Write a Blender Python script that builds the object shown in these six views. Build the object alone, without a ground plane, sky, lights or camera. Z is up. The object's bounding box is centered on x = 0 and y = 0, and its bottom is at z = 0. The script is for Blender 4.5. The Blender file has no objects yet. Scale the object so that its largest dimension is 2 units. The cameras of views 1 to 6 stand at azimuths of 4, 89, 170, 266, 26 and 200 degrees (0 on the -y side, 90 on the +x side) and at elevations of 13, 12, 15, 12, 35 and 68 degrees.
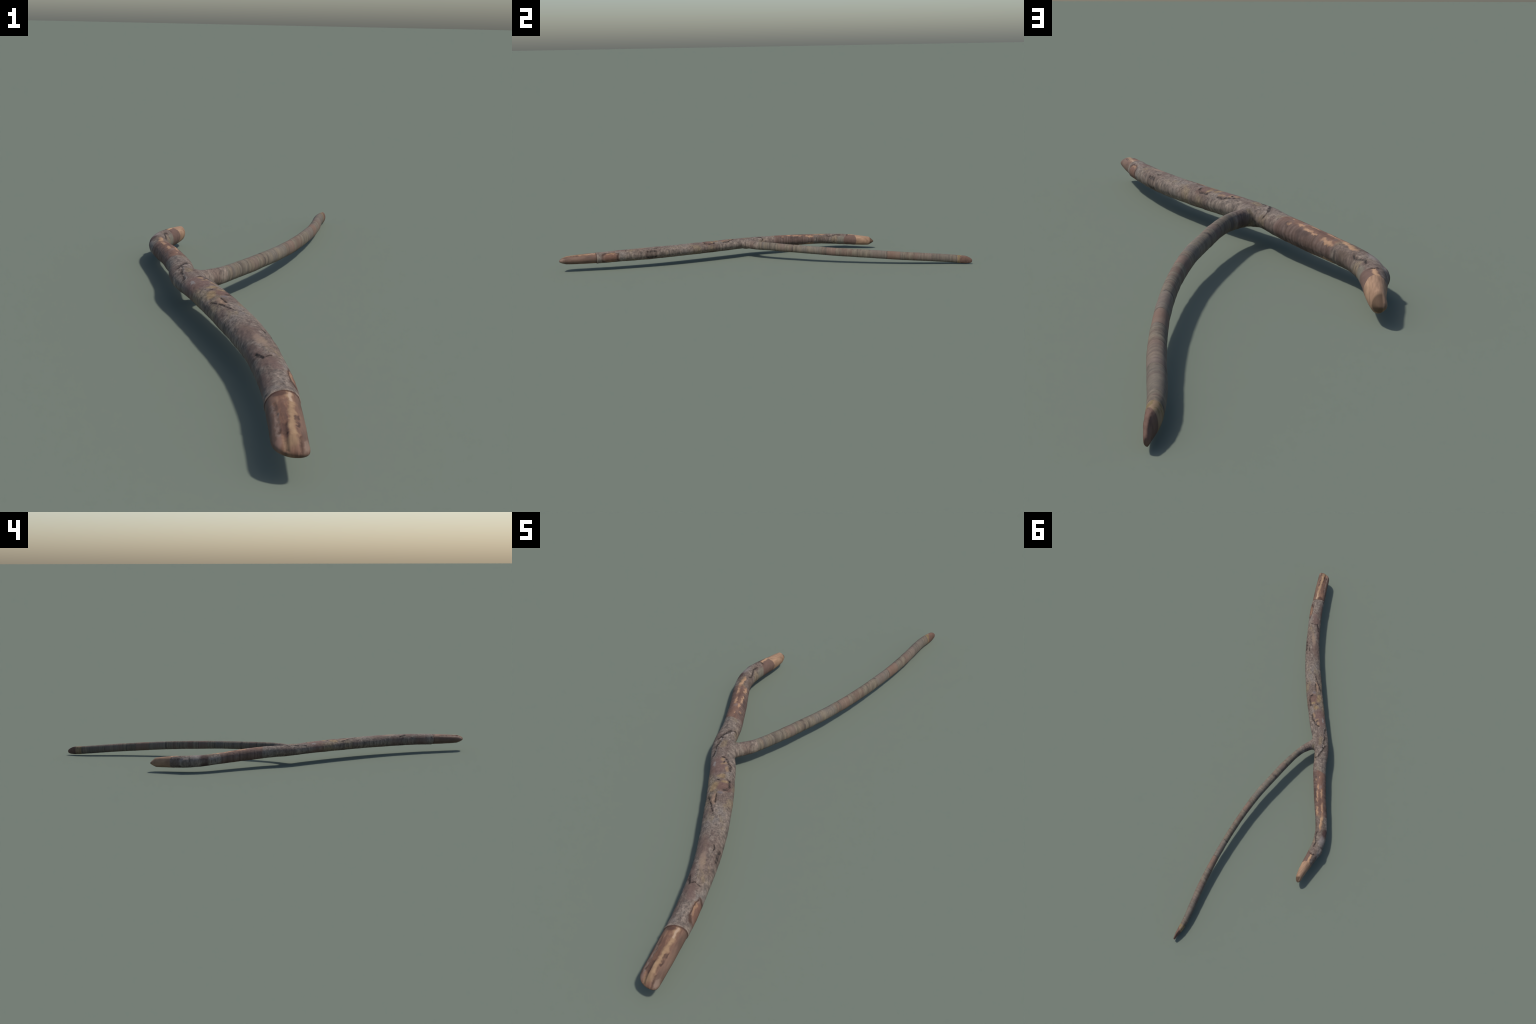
"""A fallen forked stick: a thick stem with a bent, whittled tip, one long thin side twig,
patches where the bark has peeled off, and three cut ends."""
import bpy, bmesh, math
import numpy as np
from mathutils import kdtree, noise

# ----------------------------------------------------------------------------------------
# 1. Skeleton: control points of the two axes (x, y, z, half width, half height), in metres
# ----------------------------------------------------------------------------------------
STEM = np.array([
    (0.2178, -0.9650, 0.0550, 0.0284, 0.0200), (0.2105, -0.9080, 0.0568, 0.0293, 0.0229),
    (0.2028, -0.8534, 0.0582, 0.0292, 0.0248), (0.1930, -0.7856, 0.0600, 0.0291, 0.0259),
    (0.1791, -0.7186, 0.0623, 0.0297, 0.0265), (0.1624, -0.6509, 0.0635, 0.0303, 0.0273),
    (0.1440, -0.5834, 0.0643, 0.0318, 0.0278), (0.1212, -0.5160, 0.0648, 0.0344, 0.0275),
    (0.0960, -0.4490, 0.0653, 0.0365, 0.0270), (0.0680, -0.3814, 0.0656, 0.0376, 0.0268),
    (0.0390, -0.3133, 0.0660, 0.0378, 0.0266), (0.0074, -0.2456, 0.0660, 0.0374, 0.0263),
    (-0.0252, -0.1774, 0.0660, 0.0368, 0.0256), (-0.0618, -0.1109, 0.0648, 0.0343, 0.0247),
    (-0.0876, -0.0442, 0.0638, 0.0312, 0.0249), (-0.1032, 0.0232, 0.0630, 0.0293, 0.0258),
    (-0.1265, 0.0910, 0.0606, 0.0281, 0.0266), (-0.1512, 0.1592, 0.0581, 0.0267, 0.0261),
    (-0.1791, 0.2265, 0.0543, 0.0261, 0.0251), (-0.2047, 0.2945, 0.0504, 0.0256, 0.0243),
    (-0.2173, 0.3606, 0.0468, 0.0266, 0.0257), (-0.2111, 0.4284, 0.0439, 0.0251, 0.0262),
    (-0.1962, 0.4952, 0.0408, 0.0197, 0.0243), (-0.1875, 0.5470, 0.0378, 0.0142, 0.0207),
])
TWIG = np.array([
    (-0.0580, -0.0990, 0.0625, 0.0275, 0.0215), (-0.0005, -0.0425, 0.0632, 0.0156, 0.0203),
    (0.0350, 0.0178, 0.0643, 0.0146, 0.0193), (0.0628, 0.0803, 0.0626, 0.0160, 0.0189),
    (0.0885, 0.1471, 0.0609, 0.0160, 0.0186), (0.1163, 0.2190, 0.0588, 0.0156, 0.0186),
    (0.1396, 0.2945, 0.0560, 0.0145, 0.0188), (0.1602, 0.3733, 0.0529, 0.0137, 0.0193),
    (0.1774, 0.4546, 0.0498, 0.0133, 0.0195), (0.1922, 0.5386, 0.0457, 0.0131, 0.0194),
    (0.2040, 0.6249, 0.0410, 0.0135, 0.0194), (0.2126, 0.7135, 0.0358, 0.0145, 0.0192),
    (0.2178, 0.8041, 0.0300, 0.0144, 0.0190), (0.2222, 0.8969, 0.0233, 0.0129, 0.0187),
    (0.2345, 0.9700, 0.0172, 0.0085, 0.0180),
])


STEM[:, 3:] += 0.0011
TWIG[:, 3:] += 0.0009
TWIG[11:, 2] += (0.0003, 0.0007, 0.0011, 0.0016)


def spline(knots, t):
    """natural cubic spline through evenly parametrised knots"""
    n = len(knots)
    dx = 1.0 / (n - 1)
    A, b = np.eye(n), np.zeros_like(knots)
    for i in range(1, n - 1):
        A[i, i - 1:i + 2] = (1, 4, 1)
        b[i] = 6 * (knots[i + 1] - 2 * knots[i] + knots[i - 1]) / dx ** 2
    m = np.linalg.solve(A, b)
    i = np.clip((t / dx).astype(int), 0, n - 2)
    s = (t - i * dx)[:, None]
    slope = (knots[i + 1] - knots[i]) / dx - dx * (2 * m[i] + m[i + 1]) / 6
    return knots[i] + slope * s + m[i] / 2 * s ** 2 + (m[i + 1] - m[i]) / (6 * dx) * s ** 3


def frames(C):
    T = np.gradient(C[:, :3], axis=0)
    T /= np.linalg.norm(T, axis=1)[:, None]
    side = np.cross(T, (0, 0, 1.0))
    side /= np.linalg.norm(side, axis=1)[:, None]
    return T, side, np.cross(side, T)


def cap(end, direction, side, up, rw, rh, length, toward, wide, flat, skew, steps=14):
    """rings that close an end: `length` long, the centre drifts by `toward` (side, up);
    wide / flat = exponents of how the half width / half height die away"""
    rings = []
    for k in range(1, steps + 1):
        s = k / steps
        s = 1 - (1 - s) ** 1.6
        c = end + direction * length * s + side * toward[0] * s + up * toward[1] * s
        w = rw * max(0.0, 1 - s ** wide) ** 0.5 if wide > 0 else rw * (1 + wide * s)
        h = rh * max(0.0, 1 - s) ** flat
        rings.append((c, max(w, 0.0008), max(h, 0.0008), skew))
    return rings


def loft(name, knots, stations, seg, caps):
    C = spline(knots, np.linspace(0, 1, stations))
    T, S, U = frames(C)
    rings = []
    if caps[0]:
        rings += [(c, w, h, s, -T[0], S[0], U[0]) for c, w, h, s in
                  cap(C[0, :3], -T[0], S[0], U[0], C[0, 3], C[0, 4], **caps[0])][::-1]
    skew0 = caps[0]["skew"] if caps[0] else 0
    skew1 = caps[1]["skew"] if caps[1] else 0
    for i in range(stations):
        f = i / (stations - 1)
        d0 = max(0.0, 1 - f * 14)
        d1 = max(0.0, 1 - (1 - f) * 14)
        rings.append((C[i, :3], C[i, 3], C[i, 4], skew0 * d0 - skew1 * d1, -T[i], S[i], U[i]))
    if caps[1]:
        rings += [(c, w, h, -s, -T[-1], S[-1], U[-1]) for c, w, h, s in
                  cap(C[-1, :3], T[-1], S[-1], U[-1], C[-1, 3], C[-1, 4], **caps[1])]
    verts, faces = [], []
    for c, w, h, sk, d, s, u in rings:
        for j in range(seg):
            a = math.tau * j / seg
            verts.append(c + s * w * math.cos(a) + u * h * math.sin(a) + d * sk * w * math.cos(a))
    n = len(rings)
    for i in range(n - 1):
        for j in range(seg):
            k = (j + 1) % seg
            faces.append((i * seg + j, i * seg + k, (i + 1) * seg + k, (i + 1) * seg + j))
    faces.append(tuple(range(seg))[::-1])
    faces.append(tuple((n - 1) * seg + j for j in range(seg)))
    return verts, faces


def ellipsoid(centre, axes, angle, seg=40, rings=24):
    ca, sa = math.cos(angle), math.sin(angle)
    verts, faces = [], []
    for i in range(rings + 1):
        p = math.pi * (0.01 + 0.98 * i / rings)
        for j in range(seg):
            a = math.tau * j / seg
            x, y, z = (axes[0] * math.sin(p) * math.cos(a), axes[1] * math.sin(p) * math.sin(a), axes[2] * math.cos(p))
            verts.append(np.array((centre[0] + ca * x - sa * y, centre[1] + sa * x + ca * y, centre[2] + z)))
    for i in range(rings):
        for j in range(seg):
            k = (j + 1) % seg
            faces.append((i * seg + j, (i + 1) * seg + j, (i + 1) * seg + k, i * seg + k))
    faces.append(tuple(range(seg)))
    faces.append(tuple(rings * seg + j for j in range(seg))[::-1])
    return verts, faces


# ----------------------------------------------------------------------------------------
# 2. Bark features in plan (x, y): cracks as polylines, used for grooves and for colour
# ----------------------------------------------------------------------------------------
# (half width, points)
CRACKS = [
    (0.0026, [(-0.078, -0.018), (-0.083, -0.034), (-0.0895, -0.058), (-0.093, -0.076)]),
    (0.0024, [(-0.086, -0.066), (-0.0784, -0.0966), (-0.0806, -0.1167), (-0.070, -0.136), (-0.066, -0.1613)]),
    (0.0010, [(-0.078, -0.018), (-0.069, -0.012), (-0.064, -0.016)]),
    (0.0018, [(-0.0330, -0.164), (-0.018, -0.166), (-0.006, -0.180), (0.008, -0.188), (0.0190, -0.212)]),
    (0.0021, [(0.0400, -0.255), (0.0455, -0.268), (0.0545, -0.283), (0.0555, -0.303), (0.0500, -0.309)]),
    (0.0013, [(0.0194, -0.3435), (0.040, -0.370), (0.0589, -0.3947), (0.0748, -0.4180)]),
    (0.0014, [(0.0400, -0.3350), (0.0480, -0.352), (0.0568, -0.3700)]),
    (0.0013, [(0.1420, -0.5310), (0.1480, -0.5400), (0.1500, -0.5520)]),
    (0.0018, [(0.1390, -0.6550), (0.1480, -0.6700), (0.1560, -0.6860)]),
    (0.0009, [(0.1560, -0.6860), (0.1680, -0.6800), (0.1860, -0.6830)]),
    (0.0016, [(0.1615, -0.5380), (0.1660, -0.5600), (0.1730, -0.5800)]),
    (0.0015, [(-0.1960, 0.3250), (-0.1950, 0.3420), (-0.2010, 0.3620), (-0.2070, 0.3820), (-0.2030, 0.3980)]),
    (0.0013, [(-0.1985, 0.4330), (-0.2070, 0.4390), (-0.2160, 0.4350)]),
]
# dark rings round the twig, by plan position along it (metres) and half width
RINGS = [(0.030, 0.0016), (0.078, 0.0015), (0.160, 0.0030), (0.338, 0.0013), (0.388, 0.0013), (0.560, 0.0024),
         (0.648, 0.0018), (0.716, 0.0018), (0.787, 0.0010), (0.873, 0.0012), (0.990, 0.0016)]
RING_SHEAR = 0.28          # rings stand square to the twig: position = y + 0.28 x


# splits along the stripped thick end: half width, depth, points
SPLITS = [
    (0.0022, 0.0012, [(0.1870, -0.868), (0.1935, -0.905), (0.2010, -0.965)]),
    (0.0030, 0.0026, [(0.2085, -0.938), (0.2110, -0.965), (0.2150, -1.005)]),
    (0.0016, 0.0010, [(0.2270, -0.900), (0.2300, -0.945)]),
    (0.0020, 0.0016, [(0.2330, -0.972), (0.2365, -1.005)]),
]


def seg_distance(P, a, b):
    a, b = np.array(a), np.array(b)
    d = b - a
    h = np.clip(((P - a) @ d) / (d @ d), 0, 1)
    return np.linalg.norm(P - a - h[:, None] * d, axis=1)


# where the bark has been stripped off the thick end: edge runs nearly square across the stem
def stripped_edge(x):
    return -0.826 + 0.30 * (x - 0.200)


# ----------------------------------------------------------------------------------------
# 3. One smooth skin round both axes
# ----------------------------------------------------------------------------------------
VOXEL = 0.0019
pieces = [
    loft("stem", STEM, 420, 72, (
        dict(length=0.0355, toward=(0.0015, 0.0005), wide=3.6, flat=0.50, skew=0.36),
        dict(length=0.027, toward=(-0.004, -0.0010), wide=1.7, flat=0.75, skew=0.0))),
    loft("twig", TWIG, 320, 48, (
        None,
        dict(length=0.031, toward=(0.0, -0.003), wide=-0.6, flat=0.33, skew=0.0))),
    ellipsoid((-0.2285, 0.402, 0.0430), (0.0183, 0.0305, 0.0228), math.radians(12)),
]
verts, faces = [], []
for v, f in pieces:
    o = len(verts)
    verts += [tuple(p) for p in v]
    faces += [tuple(i + o for i in q) for q in f]
raw = bpy.data.meshes.new("raw_branch")
raw.from_pydata(verts, [], faces)
helper = bpy.data.objects.new("raw_branch", raw)
bpy.context.scene.collection.objects.link(helper)
mod = helper.modifiers.new("skin", "REMESH")
mod.mode, mod.voxel_size, mod.adaptivity = "VOXEL", VOXEL, 0.0
bpy.context.view_layer.update()
skin = bpy.data.meshes.new_from_object(helper.evaluated_get(bpy.context.evaluated_depsgraph_get()))
bpy.data.objects.remove(helper)

N = len(skin.vertices)
P = np.empty(N * 3)
skin.vertices.foreach_get("co", P)
P = P.reshape(-1, 3)
E = np.empty(len(skin.edges) * 2, np.int64)
skin.edges.foreach_get("vertices", E)
E = E.reshape(-1, 2)
degree = np.bincount(E.ravel(), minlength=N)[:, None]


def relax(P, rounds, weight=None):
    for _ in range(rounds):
        for lam in (0.5, -0.52):                     # Taubin: smooth without shrinking
            S = np.zeros_like(P)
            np.add.at(S, E[:, 0], P[E[:, 1]])
            np.add.at(S, E[:, 1], P[E[:, 0]])
            step = lam * (S / degree - P)
            P = P + (step if weight is None else step * weight[:, None])
    return P


P = relax(P, 6)

AX = {k: spline(K, np.linspace(0, 1, 700)) for k, K in (("stem", STEM), ("twig", TWIG))}
FR = {k: frames(C) for k, C in AX.items()}
TREE = {}
for key, C in AX.items():
    TREE[key] = kdtree.KDTree(len(C))
    for i, c in enumerate(C[:, :3]):
        TREE[key].insert(c, i)
    TREE[key].balance()


def tube(Q, key):
    """signed distance to an elliptical tube, and nearest station"""
    C, (T, S, U) = AX[key], FR[key]
    near = np.empty(len(Q), np.int64)
    tree = TREE[key]
    for i, q in enumerate(Q.tolist()):
        near[i] = tree.find(q)[1]
    d = Q - C[near, :3]
    a, b = (d * S[near]).sum(1), (d * U[near]).sum(1)
    w, h = C[near, 3], C[near, 4]
    k1 = np.hypot(a / w, b / h)
    k2 = np.hypot(a / w ** 2, b / h ** 2) + 1e-9
    return k1 * (k1 - 1) / k2, near


# fillet in the fork: pull the vertices there on to the smooth union of the two tubes
FORK = np.array((-0.035, -0.055, 0.063))
reach = np.linalg.norm(P - FORK, axis=1)
zone = np.where(reach < 0.13)[0]
blend = np.clip((0.13 - reach[zone]) / 0.05, 0, 1)[:, None]


def union(Q):
    a, _ = tube(Q, "stem")
    b, near = tube(Q, "twig")
    b = np.where(near < 3, 0.05, b)
    k = 0.017
    h = np.clip(0.5 + 0.5 * (b - a) / k, 0, 1)
    return b * (1 - h) + a * h - k * h * (1 - h)


for _ in range(5):
    Q = P[zone]
    f = union(Q)
    g = np.stack([(union(Q + e) - f) / 1e-4 for e in np.eye(3) * 1e-4], 1)
    step = f[:, None] * g / np.maximum((g * g).sum(1), 0.25)[:, None]
    P[zone] = Q - np.clip(step, -0.004, 0.004) * blend
P = relax(P, 10, np.clip((0.12 - reach) / 0.03, 0, 1))
P = relax(P, 2)

ds, _ = tube(P, "stem")
dt, near_t = tube(P, "twig")
on_twig = (dt < ds) & (near_t > 60)

# ---- relief: lumps, bark roughness, grooves of the cracks, the step of the stripped end --
skin.vertices.foreach_set("co", P.ravel())
skin.update()
Nm = np.empty(N * 3)
skin.vertex_normals.foreach_get("vector", Nm)
Nm = Nm.reshape(-1, 3)


def fbm(scale, seed, octaves=2, squash=(1, 1, 1)):
    off = np.array((seed * 7.31, seed * 3.17, seed * 5.77))
    Q = P * np.array(squash) * scale + off
    out = np.empty(N)
    for i in range(N):
        q = Q[i]
        out[i] = noise.noise(q) if octaves == 1 else noise.fractal(q, 1.0, 2.0, octaves)
    return out


smooth = lambda e0, e1, x: (lambda t: t * t * (3 - 2 * t))(np.clip((x - e0) / (e1 - e0), 0, 1))
bare_base = 1 - smooth(-0.0012, 0.0012, P[:, 1] - stripped_edge(P[:, 0]))
bare_tip = smooth(0.478, 0.490, P[:, 1]) * (P[:, 0] < 0)
rough = np.clip(1 - bare_base * 0.75 - bare_tip * 0.9, 0, 1)
relief = 0.0007 * fbm(26, 1, 1) + rough * np.where(on_twig, 0.5, 1.0) * (0.00055 * fbm(110, 2, 2))
relief -= 0.0012 * bare_base
relief += 0.0007 * np.exp(-((P[:, 1] - stripped_edge(P[:, 0]) - 0.004) / 0.005) ** 2) * (1 - bare_base)
groove = np.zeros(N)
for w, pts in CRACKS:
    for a, b in zip(pts, pts[1:]):
        groove = np.maximum(groove, 1 - smooth(0.3 * w, 1.6 * w, seg_distance(P[:, :2], a, b)))
relief -= 0.0016 * groove * smooth(-0.1, 0.5, Nm[:, 2])
for w, depth, pts in SPLITS:
    for a, b in zip(pts, pts[1:]):
        relief -= depth * (1 - smooth(0.2 * w, 2.0 * w, seg_distance(P[:, :2], a, b))) * smooth(-0.1, 0.4, Nm[:, 2])
# slanted, slightly hollowed cut on the inner face of the twig's end
hollow = smooth(0.952, 0.972, P[:, 1]) * smooth(1.000, 0.985, P[:, 1]) * (P[:, 0] > 0)
relief -= 0.0018 * hollow * smooth(0.1, 0.7, -Nm[:, 0] + 0.3 * Nm[:, 1])
pos = P[:, 1] + RING_SHEAR * P[:, 0]
for s, w in RINGS:
    relief -= np.where(on_twig, 0.0005 * np.exp(-((pos - s) / (1.3 * w)) ** 2), 0)
P = P + Nm * relief[:, None]
P[:, 2] -= P[:, 2].min()
skin.vertices.foreach_set("co", P.ravel())
skin.update()

# ----------------------------------------------------------------------------------------
# 4. Material: bark and bare wood, laid out in plan on Object coordinates
# ----------------------------------------------------------------------------------------


def colour(r, g, b, gain=1.0):
    lin = lambda c: ((c / 255 + 0.055) / 1.055) ** 2.4 if c > 10 else c / 255 / 12.92
    return tuple(lin(c) * gain for c in (r, g, b)) + (1.0,)


def plug(sock, v):
    if hasattr(v, "is_output"):
        nt.links.new(v, sock)
    else:
        sock.default_value = v


def M(op, a, b=0.0, c=0.0, clamp=False):
    n = nt.nodes.new("ShaderNodeMath")
    n.operation, n.use_clamp = op, clamp
    for s, v in zip(n.inputs, (a, b, c)):
        plug(s, v)
    return n.outputs[0]


def V(op, a, b=(0, 0, 0), scale=None):
    n = nt.nodes.new("ShaderNodeVectorMath")
    n.operation = op
    plug(n.inputs[0], a)
    plug(n.inputs[1], b)
    if scale is not None:
        plug(n.inputs["Scale"], scale)
    return n.outputs["Value"] if op in ("LENGTH", "DOT_PRODUCT") else n.outputs[0]


def combine(x, y, z=0.0):
    n = nt.nodes.new("ShaderNodeCombineXYZ")
    for s, v in zip(n.inputs, (x, y, z)):
        plug(s, v)
    return n.outputs[0]


def step(x, e0, e1):
    n = nt.nodes.new("ShaderNodeMapRange")
    n.interpolation_type = "SMOOTHSTEP"
    plug(n.inputs["Value"], x)
    if e0 < e1:
        n.inputs["From Min"].default_value, n.inputs["From Max"].default_value = e0, e1
    else:
        n.inputs["From Min"].default_value, n.inputs["From Max"].default_value = e1, e0
        n.inputs["To Min"].default_value, n.inputs["To Max"].default_value = 1.0, 0.0
    return n.outputs["Result"]


def mix(f, a, b, mode="MIX"):
    n = nt.nodes.new("ShaderNodeMix")
    n.data_type, n.blend_type = "RGBA", mode
    plug(n.inputs[0], f)
    plug(n.inputs[6], a)
    plug(n.inputs[7], b)
    return n.outputs[2]


def grain(vec, scale, detail=3.0, rough=0.55, distort=0.0):
    n = nt.nodes.new("ShaderNodeTexNoise")
    n.noise_dimensions = "3D"
    plug(n.inputs["Vector"], vec)
    n.inputs["Scale"].default_value, n.inputs["Detail"].default_value = scale, detail
    n.inputs["Roughness"].default_value, n.inputs["Distortion"].default_value = rough, distort
    return n.outputs["Fac"]


def ramp(f, stops):
    n = nt.nodes.new("ShaderNodeValToRGB")
    plug(n.inputs[0], f)
    el = n.color_ramp.elements
    while len(el) < len(stops):
        el.new(0.5)
    for e, (p, c) in zip(el, stops):
        e.position, e.color = p, c
    return n.outputs[0]


def turned(vec, angle, sx, sy, shift=0.0):
    """plan coordinates turned so that the stem's run lies on the second axis, then scaled"""
    n = nt.nodes.new("ShaderNodeMapping")
    n.vector_type = "POINT"
    plug(n.inputs["Vector"], vec)
    n.inputs["Rotation"].default_value = (0, 0, angle)
    n.inputs["Scale"].default_value = (1, 1, 1)
    m = nt.nodes.new("ShaderNodeVectorMath")
    m.operation = "MULTIPLY_ADD"
    nt.links.new(n.outputs[0], m.inputs[0])
    m.inputs[1].default_value, m.inputs[2].default_value = (sx, sy, 1), (shift, shift * 0.7, shift * 1.3)
    return m.outputs[0]


def begin(name):
    """start a material: plan coordinates, ragged coordinates, the shared grains and the grey bark"""
    global nt, X, Y, Zc, plan, ragged, slight, RX, RY, g1, g2, mat
    mat = bpy.data.materials.new(name)
    mat.use_nodes = True
    nt = mat.node_tree
    nt.nodes.clear()
    tex = nt.nodes.new("ShaderNodeTexCoord")
    sep = nt.nodes.new("ShaderNodeSeparateXYZ")
    nt.links.new(tex.outputs["Object"], sep.inputs[0])
    X, Y, Zc = sep.outputs
    plan = combine(X, Y, M("MULTIPLY", Zc, 0.12))          # patterns run down the flanks as streaks
    flat2 = combine(X, Y, 0.0)
    wobx = M("SUBTRACT", grain(plan, 75, 2), 0.5)
    woby = M("SUBTRACT", grain(V("ADD", plan, (3.1, 7.7, 1.9)), 75, 2), 0.5)
    wobble = combine(wobx, woby, 0.0)
    ragged = V("ADD", flat2, V("SCALE", wobble, scale=0.015))
    slight = V("ADD", flat2, V("SCALE", wobble, scale=0.006))
    sepr = nt.nodes.new("ShaderNodeSeparateXYZ")
    nt.links.new(ragged, sepr.inputs[0])
    RX, RY, _ = sepr.outputs
    g1 = grain(turned(plan, math.radians(-20), 1.0, 0.75), 95, 5, 0.62)
    g2 = grain(turned(plan, math.radians(-20), 1.0, 0.6, 3.0), 260, 3, 0.6)
    g3 = grain(turned(plan, math.radians(-20), 1.0, 0.45, 7.0), 22, 3, 0.55)
    g4 = grain(turned(plan, math.radians(-20), 1.0, 0.45, 11.0), 30, 3, 0.55)
    bark = ramp(g1, [(0.28, GREY_LOW), (0.48, GREY), (0.72, GREY_HIGH)])
    bark = mix(times(step(g3, 0.50, 0.62), 0.65), bark, PURPLE_BROWN)
    bark = mix(times(step(g4, 0.52, 0.64), 0.50), bark, OCHRE)
    bark = mix(times(step(g3, 0.46, 0.34), 0.55), bark, LILAC)
    bark = mix(0.75, bark, ramp(g2, [(0.25, colour(120, 118, 118)), (0.5, colour(188, 188, 188)), (0.75, colour(240, 238, 234))]), "MULTIPLY")
    bark = mix(1.0, bark, (1.62, 1.62, 1.62, 1), "MULTIPLY")
    flecks = times(step(grain(turned(plan, math.radians(-20), 1.0, 0.55, 17.0), 130, 2, 0.5), 0.60, 0.70), 0.55)
    return mix(flecks, bark, colour(82, 69, 65))


def finish(final, roughness=0.82, bump_strength=0.30):
    final = mix(1.0, final, (0.93, 0.93, 0.93, 1), "MULTIPLY")
    height = M("ADD", M("MULTIPLY", g1, 0.6), M("MULTIPLY", g2, 0.4))
    bump = nt.nodes.new("ShaderNodeBump")
    bump.inputs["Strength"].default_value, bump.inputs["Distance"].default_value = bump_strength, 0.0015
    nt.links.new(height, bump.inputs["Height"])
    bsdf = nt.nodes.new("ShaderNodeBsdfPrincipled")
    nt.links.new(final, bsdf.inputs["Base Color"])
    bsdf.inputs["Roughness"].default_value = roughness
    bsdf.inputs["Specular IOR Level"].default_value = 0.22
    nt.links.new(bump.outputs[0], bsdf.inputs["Normal"])
    out = nt.nodes.new("ShaderNodeOutputMaterial")
    nt.links.new(bsdf.outputs[0], out.inputs["Surface"])
    return mat


def patch(cx, cy, half_w, half_l, angle=0.0, soft=0.42, src=None):
    """soft ellipse in plan; angle turns its long side from +y towards +x"""
    src = ragged if src is None else src
    d = V("SUBTRACT", src, (cx, cy, 0.0))
    s, c = math.sin(angle), math.cos(angle)
    across = V("DOT_PRODUCT", d, (c / half_w, -s / half_w, 0))
    along = V("DOT_PRODUCT", d, (s / half_l, c / half_l, 0))
    r = M("SQRT", M("ADD", M("MULTIPLY", across, across), M("MULTIPLY", along, along)))
    return step(r, 1 + soft, 1 - soft)


def line(pts, w, soft=1.9, src=None):
    src = slight if src is None else src
    best = None
    for a, b in zip(pts, pts[1:]):
        d = (b[0] - a[0], b[1] - a[1])
        L2 = d[0] ** 2 + d[1] ** 2
        pa = V("SUBTRACT", src, (a[0], a[1], 0))
        h = M("MULTIPLY", V("DOT_PRODUCT", pa, (d[0], d[1], 0)), 1 / L2, clamp=True)
        dist = V("LENGTH", V("SUBTRACT", pa, V("SCALE", (d[0], d[1], 0), scale=h)))
        best = dist if best is None else M("MINIMUM", best, dist)
    return step(best, w * soft, w * 0.35)


def any_of(ms):
    r = ms[0]
    for m in ms[1:]:
        r = M("MAXIMUM", r, m)
    return r


times = lambda a, b: M("MULTIPLY", a, b)
no = lambda a: M("SUBTRACT", 1.0, a)

GREY_LOW, GREY, GREY_HIGH = colour(82, 74, 69), colour(116, 104, 95), colour(146, 132, 119)
PURPLE_BROWN, LILAC, OCHRE = colour(102, 86, 78), colour(120, 113, 107), colour(134, 118, 92)
RED_BROWN, DARK = colour(116, 89, 76), colour(50, 44, 41)

def crack_lines(stem, which):
    """dark, uneven cracks with a bruised brown margin"""
    uneven = step(grain(plan, 120, 3, 0.6), 0.34, 0.56)
    halo = any_of([line(CRACKS[i][1], CRACKS[i][0] * 3.0, src=ragged) for i in which])
    stem = mix(times(times(halo, uneven), 0.55), stem, colour(88, 72, 64))
    core = any_of([line(CRACKS[i][1], CRACKS[i][0] * 1.25, 1.9) for i in which])
    return mix(times(core, M("ADD", 0.35, times(uneven, 0.6))), stem, DARK)


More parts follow.
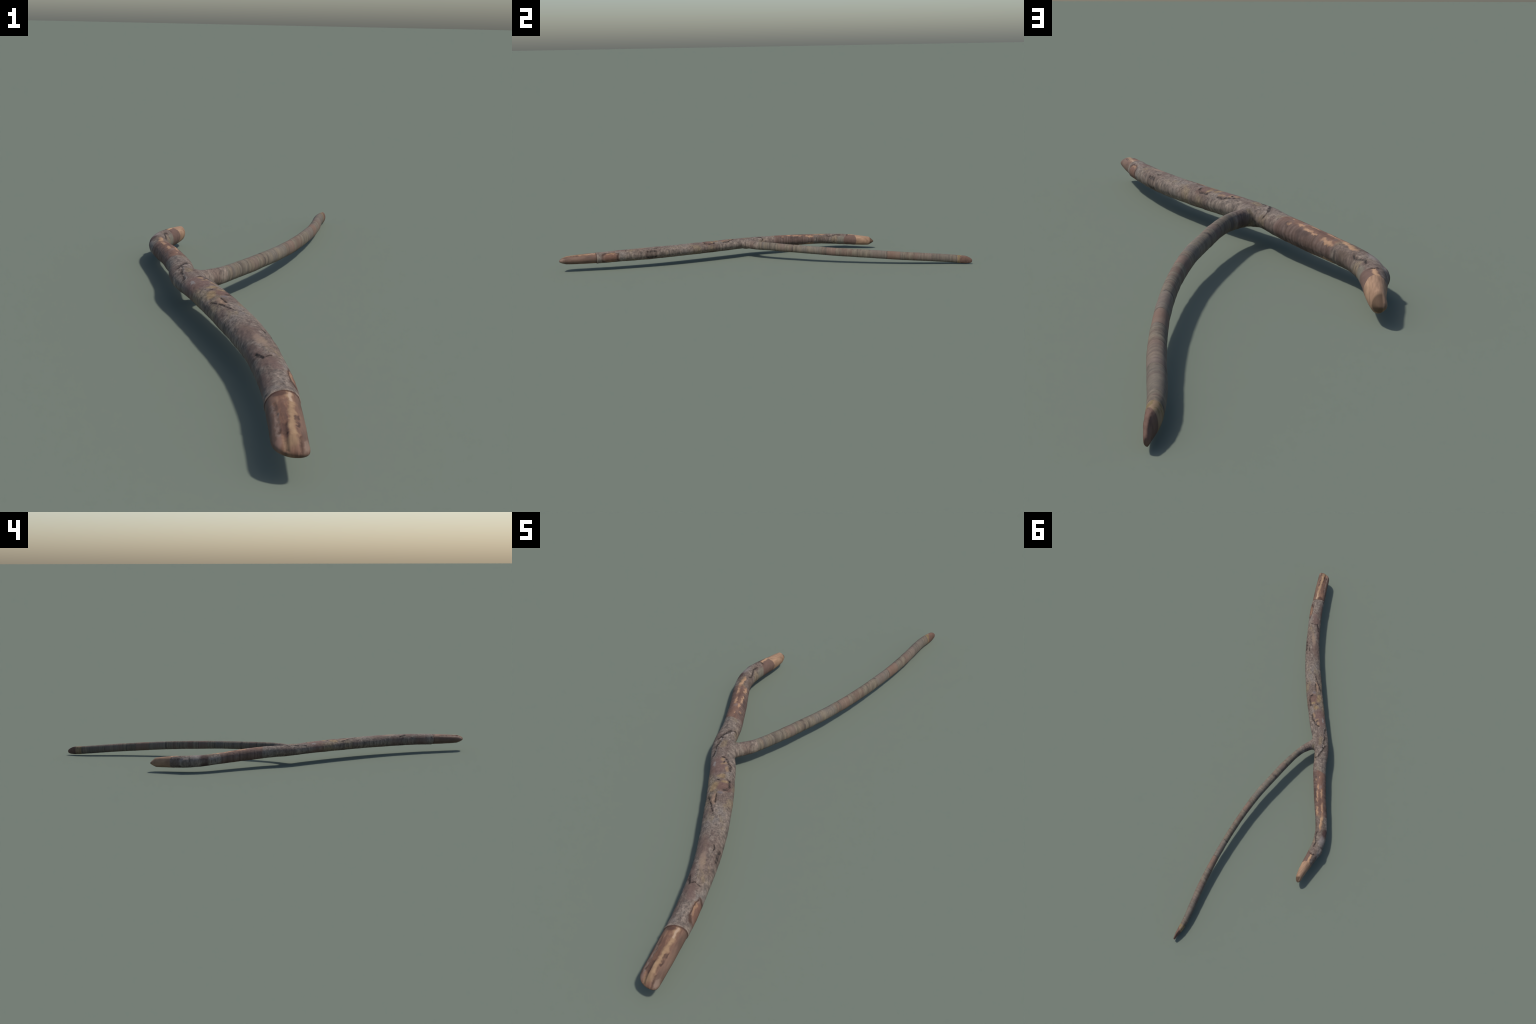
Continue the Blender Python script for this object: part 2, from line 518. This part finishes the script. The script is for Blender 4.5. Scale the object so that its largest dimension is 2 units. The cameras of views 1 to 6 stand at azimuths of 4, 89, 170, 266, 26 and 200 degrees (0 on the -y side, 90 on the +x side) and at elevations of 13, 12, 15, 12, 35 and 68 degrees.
def make_twig():
    bark = begin("twig_bark")
    # ---- twig bark: transverse bands ---------------------------------------------------------
    run = M("ADD", Y, times(X, RING_SHEAR))
    cross = M("SUBTRACT", X, times(Y, RING_SHEAR))
    bandv = combine(run, times(cross, 0.22), times(Zc, 0.05))
    b1 = grain(bandv, 120, 4, 0.65)
    b2 = grain(V("ADD", bandv, (5.0, 2.0, 1.0)), 26, 3, 0.6)
    b3 = grain(V("ADD", bandv, (9.0, 4.0, 1.0)), 330, 2, 0.5)
    twig = ramp(b1, [(0.28, colour(90, 83, 77)), (0.5, colour(117, 107, 96)), (0.72, colour(137, 126, 111))])
    twig = mix(times(step(b2, 0.50, 0.64), 0.6), twig, colour(114, 93, 84))
    twig = mix(times(step(b2, 0.44, 0.32), 0.5), twig, colour(111, 106, 103))
    twig = mix(0.55, twig, ramp(M("ADD", times(b3, 0.45), times(g2, 0.55)), [(0.3, colour(150, 148, 146)), (0.7, colour(245, 243, 240))]), "MULTIPLY")
    twig = mix(1.0, twig, (1.18, 1.18, 1.14, 1), "MULTIPLY")
    wavy = M("ADD", run, M("MULTIPLY", M("SUBTRACT", grain(plan, 60, 2), 0.5), 0.012))
    for y0, y1, amount, c in ((0.340, 0.388, 0.55, colour(122, 98, 88)), (0.649, 0.715, 0.65, colour(124, 99, 86)),
                              (0.562, 0.645, 0.35, colour(121, 113, 106)), (0.095, 0.118, 0.5, colour(112, 94, 88)),
                              (0.850, 0.872, 0.4, colour(116, 98, 94)), (0.790, 0.848, 0.35, colour(122, 103, 94)),
                              (0.880, 0.960, 0.35, colour(96, 90, 86)), (-0.010, 0.004, 0.5, colour(94, 89, 86))):
        inside = times(step(wavy, y0 - 0.003, y0 + 0.003), step(wavy, y1 + 0.003, y1 - 0.003))
        twig = mix(times(inside, amount), twig, c)
    rings = any_of([times(step(M("ABSOLUTE", M("SUBTRACT", wavy, s)), 2.2 * w, 0.2 * w), 0.75) for s, w in RINGS])
    twig = mix(times(rings, step(grain(plan, 85, 2), 0.42, 0.60)), twig, colour(68, 60, 59))
    # bare, cut end of the twig
    twig = mix(step(wavy, 0.991, 0.996), twig, colour(138, 116, 92))
    twig = mix(times(step(wavy, 0.991, 0.995), step(grain(plan, 120, 2), 0.48, 0.62)), twig, colour(118, 102, 72))
    tip_wood = ramp(grain(turned(plan, math.radians(-12), 1.0, 0.2), 260, 3), [(0.3, colour(92, 71, 62)), (0.7, colour(120, 93, 80))])
    twig = mix(step(M("ADD", wavy, times(M("SUBTRACT", X, 0.235), 1.1)), 1.010, 1.014), twig, tip_wood)

    root_run = M("ADD", times(X, 0.8), times(Y, 0.6))
    return finish(mix(step(root_run, -0.030, 0.000), bark, twig))


def make_fork():
    """bark loss and cracks round the fork"""
    stem = begin("fork_bark")
    A = math.radians(-24)
    stem = mix(times(patch(-0.026, -0.208, 0.030, 0.047, A), 0.75), stem, mix(g1, colour(98, 74, 68), colour(126, 98, 90)))
    stem = mix(times(patch(0.040, -0.290, 0.021, 0.028, A), 0.80), stem, mix(g1, colour(94, 70, 62), colour(124, 95, 84)))
    stem = mix(times(any_of([patch(-0.026, -0.174, 0.0070, 0.012, A), patch(-0.010, -0.190, 0.0060, 0.011, math.radians(40)),
                             patch(0.008, -0.210, 0.005, 0.012, A)]), 0.85), stem, mix(g1, colour(122, 100, 80), colour(166, 138, 108)))
    stem = mix(times(any_of([patch(0.012, -0.252, 0.012, 0.011, A), patch(0.032, -0.272, 0.010, 0.007, A),
                             patch(0.015, -0.303, 0.011, 0.021, math.radians(-2))]), 0.85), stem,
               mix(step(g1, 0.30, 0.70), colour(122, 101, 76), colour(158, 135, 102)))
    stem = mix(times(patch(0.045, -0.357, 0.008, 0.026, A), 0.85), stem, mix(g1, colour(130, 106, 88), colour(170, 142, 118)))
    stem = mix(times(patch(0.046, -0.324, 0.008, 0.006, 0), 0.8), stem, colour(112, 103, 103))
    stem = mix(times(patch(-0.040, -0.200, 0.004, 0.012, A), 0.8), stem, colour(146, 138, 132))
    stem = mix(any_of([patch(0.0128, -0.2691, 0.003, 0.003), patch(-0.014, -0.186, 0.004, 0.005), patch(0.002, -0.186, 0.004, 0.003)]), stem, DARK)
    stem = crack_lines(stem, (0, 1, 2, 3, 4, 5, 6))
    pale_lips = times(any_of([line([(p[0] + 0.005, p[1] - 0.004) for p in CRACKS[1][1]], 0.0022, src=ragged),
                              line([(p[0] + 0.006, p[1] - 0.004) for p in CRACKS[0][1]], 0.0020, src=ragged)]), step(g2, 0.42, 0.55))
    return finish(mix(times(pale_lips, 0.45), stem, colour(154, 144, 136)))


def make_lower():
    stem = begin("lower_bark")
    A = math.radians(-24)
    # brown, bruised bark along the far flank of the bend
    stem = mix(times(any_of([patch(0.118, -0.550, 0.016, 0.050, A), patch(0.135, -0.640, 0.012, 0.040, A), patch(0.165, -0.700, 0.020, 0.020, A),
                             patch(0.160, -0.770, 0.012, 0.040, A)]), 0.65), stem, mix(g1, colour(88, 70, 64), colour(124, 100, 90)))
    stem = mix(times(patch(0.184, -0.725, 0.010, 0.020, A), 0.5), stem, colour(110, 88, 82))
    stem = mix(times(patch(0.145, -0.600, 0.009, 0.035, A), 0.6), stem, colour(152, 130, 112))
    # peeled window on the near flank
    stem = mix(patch(0.219, -0.755, 0.014, 0.037, math.radians(-10)), stem, mix(g1, colour(98, 72, 60), colour(132, 100, 86)))
    stem = mix(times(patch(0.2085, -0.752, 0.0035, 0.024, math.radians(-12)), 0.8), stem, mix(g1, colour(128, 100, 80), colour(172, 136, 106)))
    stem = mix(times(any_of([line([(0.2040, -0.716), (0.2110, -0.722)], 0.0035), line([(0.2120, -0.780), (0.2190, -0.792)], 0.0035),
                             line([(0.2025, -0.722), (0.2045, -0.750), (0.2110, -0.785)], 0.0012)]), 0.85), stem, colour(74, 54, 46))
    stem = mix(times(any_of([patch(0.200, -0.640, 0.008, 0.005), patch(0.165, -0.560, 0.006, 0.004)]), 0.6), stem, colour(84, 72, 68))
    return finish(crack_lines(stem, (7, 8, 9, 10)))


def red_layer(stem):
    # reddish peeled length before the bend
    red_zone = times(step(M("ADD", RY, times(RX, 0.10)), 0.036, 0.042), step(M("ADD", RY, times(RX, -0.2)), 0.300, 0.285))
    gr = grain(turned(plan, math.radians(-18), 1.0, 0.25, 5.0), 70, 4, 0.6)
    red = ramp(gr, [(0.3, colour(96, 73, 64)), (0.5, RED_BROWN), (0.7, colour(134, 103, 86))])
    red = mix(times(step(grain(plan, 45, 3), 0.56, 0.66), 0.4), red, colour(112, 98, 92))
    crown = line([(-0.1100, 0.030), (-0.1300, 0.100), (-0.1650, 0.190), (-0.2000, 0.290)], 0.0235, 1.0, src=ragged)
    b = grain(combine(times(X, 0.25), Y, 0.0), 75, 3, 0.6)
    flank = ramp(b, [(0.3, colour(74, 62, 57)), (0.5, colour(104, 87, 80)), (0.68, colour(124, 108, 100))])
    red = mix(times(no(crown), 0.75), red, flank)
    return mix(red_zone, stem, red), gr


def bare_strip(stem):
    return mix(times(patch(-0.1985, 0.2820, 0.0065, 0.034, math.radians(-12)), 0.92), stem, mix(g1, colour(158, 124, 94), colour(196, 158, 122)))


def make_red():
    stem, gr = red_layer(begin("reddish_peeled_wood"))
    B = math.radians(-20)
    flake = any_of([patch(-0.1286, 0.1249, 0.0042, 0.013, B), patch(-0.1545, 0.1530, 0.0046, 0.022, B), patch(-0.1380, 0.1600, 0.0036, 0.016, B),
                    patch(-0.1800, 0.2160, 0.0048, 0.024, B), patch(-0.1625, 0.2330, 0.0042, 0.020, B), patch(-0.1440, 0.1830, 0.0028, 0.010, B),
                    patch(-0.1080, 0.0900, 0.0026, 0.007, B), patch(-0.1200, 0.0800, 0.0024, 0.005, B)])
    stem = mix(times(flake, 0.92), stem, mix(g2, colour(150, 116, 92), colour(194, 156, 122)))
    stem = mix(times(patch(-0.1400, 0.1220, 0.006, 0.010, B), 0.55), stem, colour(134, 120, 114))
    stem = mix(times(any_of([patch(-0.1040, 0.0860, 0.006, 0.010, B), patch(-0.1250, 0.1500, 0.005, 0.020, B),]), 0.6), stem, colour(72, 58, 54))
    return finish(bare_strip(stem))


def make_bend():
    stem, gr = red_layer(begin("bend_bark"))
    B = math.radians(-20)
    stem = bare_strip(stem)
    # mottled bark of the bend, with bare strips and bruises
    stem = mix(times(any_of([patch(-0.214, 0.300, 0.010, 0.035, B), patch(-0.183, 0.300, 0.004, 0.02, B)]), 0.5), stem, colour(92, 78, 66))
    stem = mix(times(patch(-0.2300, 0.3250, 0.011, 0.020, 0), 0.85), stem, colour(84, 64, 60))
    stem = mix(times(patch(-0.2270, 0.3620, 0.009, 0.022, 0), 0.55), stem, colour(140, 132, 128))
    stem = mix(times(patch(-0.1860, 0.4080, 0.010, 0.022, math.radians(12)), 0.6), stem, colour(118, 116, 102))
    stem = mix(times(patch(-0.2380, 0.3980, 0.010, 0.030, 0), 0.6), stem, mix(step(g1, 0.35, 0.65), colour(78, 69, 64), colour(132, 122, 114)))
    stem = mix(times(any_of([patch(-0.2360, 0.3650, 0.005, 0.018, 0), patch(-0.2330, 0.4250, 0.004, 0.016, 0), patch(-0.2250, 0.2850, 0.004, 0.022, B)]), 0.55), stem, colour(152, 142, 134))
    # reddish collar and pale whittled tip
    collar = times(step(M("ADD", RY, times(RX, 0.9)), 0.246, 0.252), step(RX, -0.2165, -0.211))
    stem = mix(collar, stem, mix(gr, colour(92, 73, 66), colour(122, 97, 86)))
    stem = mix(times(line([(-0.2060, 0.4400), (-0.2040, 0.4620), (-0.2060, 0.4780)], 0.0040, src=ragged), 0.9), stem, colour(190, 152, 118))
    tip_edge = M("SUBTRACT", RY, M("MULTIPLY", M("ABSOLUTE", M("ADD", RX, 0.197)), 0.35))
    wood = ramp(grain(turned(plan, math.radians(14), 1.0, 0.12, 2.0), 240, 3), [(0.3, colour(138, 109, 88)), (0.7, colour(172, 139, 112))])
    stem = mix(step(tip_edge, 0.4725, 0.4755), stem, wood)
    dark_cut = times(step(Y, 0.5500, 0.5560), step(M("ADD", X, times(M("SUBTRACT", 0.5735, Y), 0.15)), -0.1925, -0.1875))
    dark_cut = M("MAXIMUM", dark_cut, times(step(Y, 0.5660, 0.5700), 0.6))
    stem = mix(times(dark_cut, 0.9), stem, mix(g1, colour(88, 68, 54), colour(108, 86, 68)))

    return finish(crack_lines(stem, (11, 12)))


def make_base():
    begin("stripped_wood")
    # ---- stripped thick end -------------------------------------------------------------------
    C_ = math.radians(-8)
    w1 = grain(turned(plan, C_, 1.0, 0.14, 4.0), 110, 5, 0.6)
    w2 = grain(turned(plan, C_, 1.0, 0.30, 8.0), 60, 4, 0.6)
    base = ramp(w1, [(0.28, colour(76, 58, 50)), (0.46, colour(116, 86, 70)), (0.62, colour(136, 103, 83)), (0.82, colour(154, 124, 100))])
    base = mix(times(step(w2, 0.52, 0.64), 0.6), base, colour(98, 74, 64))
    base = mix(times(line([(0.2070, -0.826), (0.2150, -0.865), (0.2175, -0.900), (0.2190, -0.940), (0.2240, -0.966)], 0.0046, src=ragged), M("ADD", 0.25, times(step(w2, 0.62, 0.42), 0.6))), base,
               mix(g1, colour(130, 102, 78), colour(180, 150, 116)))
    base = mix(times(line([(0.2100, -0.830), (0.2140, -0.860)], 0.0022), 0.6), base, colour(186, 162, 140))
    base = mix(times(line([(0.1850, -0.872), (0.1920, -0.900), (0.1990, -0.955), (0.2020, -0.972)], 0.0028, src=ragged), 0.65), base, colour(150, 132, 120))  # pale stripe: soft highlight baked into the wood colour
    base = mix(times(any_of([patch(0.2090, -0.955, 0.006, 0.022, C_), patch(0.1810, -0.900, 0.004, 0.035, C_), patch(0.1930, -0.838, 0.012, 0.007, 0),
                             patch(0.2250, -0.915, 0.0045, 0.008, C_), patch(0.2290, -0.935, 0.0040, 0.010, C_)]), 0.8), base, colour(82, 60, 52))
    base = mix(times(patch(0.222, -0.982, 0.012, 0.012, 0), 0.75), base, mix(w1, colour(108, 86, 68), colour(164, 136, 104)))
    base = mix(times(patch(0.244, -0.985, 0.004, 0.013, math.radians(10)), 0.65), base, colour(180, 156, 136))  # end facet lightened to paint in its bright glint
    base = mix(times(patch(0.200, -0.984, 0.007, 0.012, 0), 0.6), base, colour(150, 122, 110))
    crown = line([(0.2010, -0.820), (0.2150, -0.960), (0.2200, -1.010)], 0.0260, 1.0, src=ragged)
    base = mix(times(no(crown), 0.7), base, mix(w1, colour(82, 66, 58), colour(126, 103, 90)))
    splits = any_of([line(p, w, 1.7) for w, _, p in SPLITS])
    base = mix(times(splits, M("ADD", 0.2, times(step(g1, 0.6, 0.4), 0.5))), base, colour(72, 54, 46))
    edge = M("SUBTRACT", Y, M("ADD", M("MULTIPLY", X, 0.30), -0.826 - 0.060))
    base = mix(times(step(edge, -0.0070, -0.0018), 0.8), base, colour(70, 50, 43))  # shadow line below the overhanging bark rim, painted into the wood
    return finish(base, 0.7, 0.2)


MATS = [make_lower(), make_fork(), make_red(), make_bend(), make_twig(), make_base()]

# ----------------------------------------------------------------------------------------
# 5. Cut the skin into parts, borders coinciding, all with the whole skin's normals
# ----------------------------------------------------------------------------------------
bm = bmesh.new()
bm.from_mesh(skin)
cuts = (((0.2, -0.826, 0.06), (-0.287, 0.958, 0.0), lambda c: c.y < -0.7),
        ((-0.197, 0.4750, 0.04), (0.20, 0.98, 0.0), lambda c: c.x < 0 and c.y > 0.40),
        ((0.222, 0.930, 0.02), (0.27, 0.963, 0.0), lambda c: c.x > 0 and c.y > 0.85))
for co, no_, where in cuts:
    geo = [f for f in bm.faces if where(f.calc_center_median())]
    es = {e for f in geo for e in f.edges}
    vs = {v for f in geo for v in f.verts}
    bmesh.ops.bisect_plane(bm, geom=geo + list(es) + list(vs), plane_co=co, plane_no=no_, dist=1e-6)
bm.normal_update()
bm.verts.ensure_lookup_table()
bm.faces.ensure_lookup_table()
co = np.array([v.co[:] for v in bm.verts])
vn = np.array([v.normal[:] for v in bm.verts])
centre = np.array([f.calc_center_median()[:] for f in bm.faces])


def beyond(plane, inside):
    c, n, where = plane
    return inside & ((centre - np.array(c)) @ np.array(n) > 0)


fs, _ = tube(centre, "stem")
ft, fnear = tube(centre, "twig")
region = np.zeros(len(centre), int)
region[(ft < fs) & (fnear > 60)] = 1
region[(centre[:, 1] < -0.7) & ~beyond(cuts[0], centre[:, 1] < -0.7)] = 2
region[beyond(cuts[1], (centre[:, 0] < 0) & (centre[:, 1] > 0.40))] = 3
region[beyond(cuts[2], (centre[:, 0] > 0) & (centre[:, 1] > 0.85))] = 4
coat = np.digitize(centre[:, 1], (-0.45, 0.010, 0.258))
coat[(region == 1) | (region == 4)] = 4
coat[region == 2] = 5
loops = [[v.index for v in f.verts] for f in bm.faces]
bm.free()

root = bpy.data.objects.new("forked_branch", None)
root["label"] = "forked grey-brown wooden stick with peeling bark and cut ends"
root["category"] = "tree branch"
bpy.context.scene.collection.objects.link(root)


def part(name, regions, parent):
    idx = np.where(np.isin(region, regions))[0]
    used = np.unique(np.concatenate([loops[i] for i in idx]))
    back = -np.ones(len(co), int)
    back[used] = np.arange(len(used))
    me = bpy.data.meshes.new(name)
    me.from_pydata(co[used].tolist(), [], [[int(back[j]) for j in loops[i]] for i in idx])
    me.polygons.foreach_set("use_smooth", [True] * len(me.polygons))
    for m in MATS:
        me.materials.append(m)
    me.polygons.foreach_set("material_index", coat[idx].astype(np.int32))
    me.update()
    me.normals_split_custom_set_from_vertices(vn[used].tolist())
    ob = bpy.data.objects.new(name, me)
    bpy.context.scene.collection.objects.link(ob)
    ob.parent = parent
    return ob


main_stem = part("stem", [0], root)
side_twig = part("twig", [1], root)
part("stripped_end", [2], main_stem)
part("whittled_tip", [3], main_stem)
part("cut_tip", [4], side_twig)
bpy.data.meshes.remove(skin)
for m in list(bpy.data.meshes):
    if m.users == 0:
        bpy.data.meshes.remove(m)
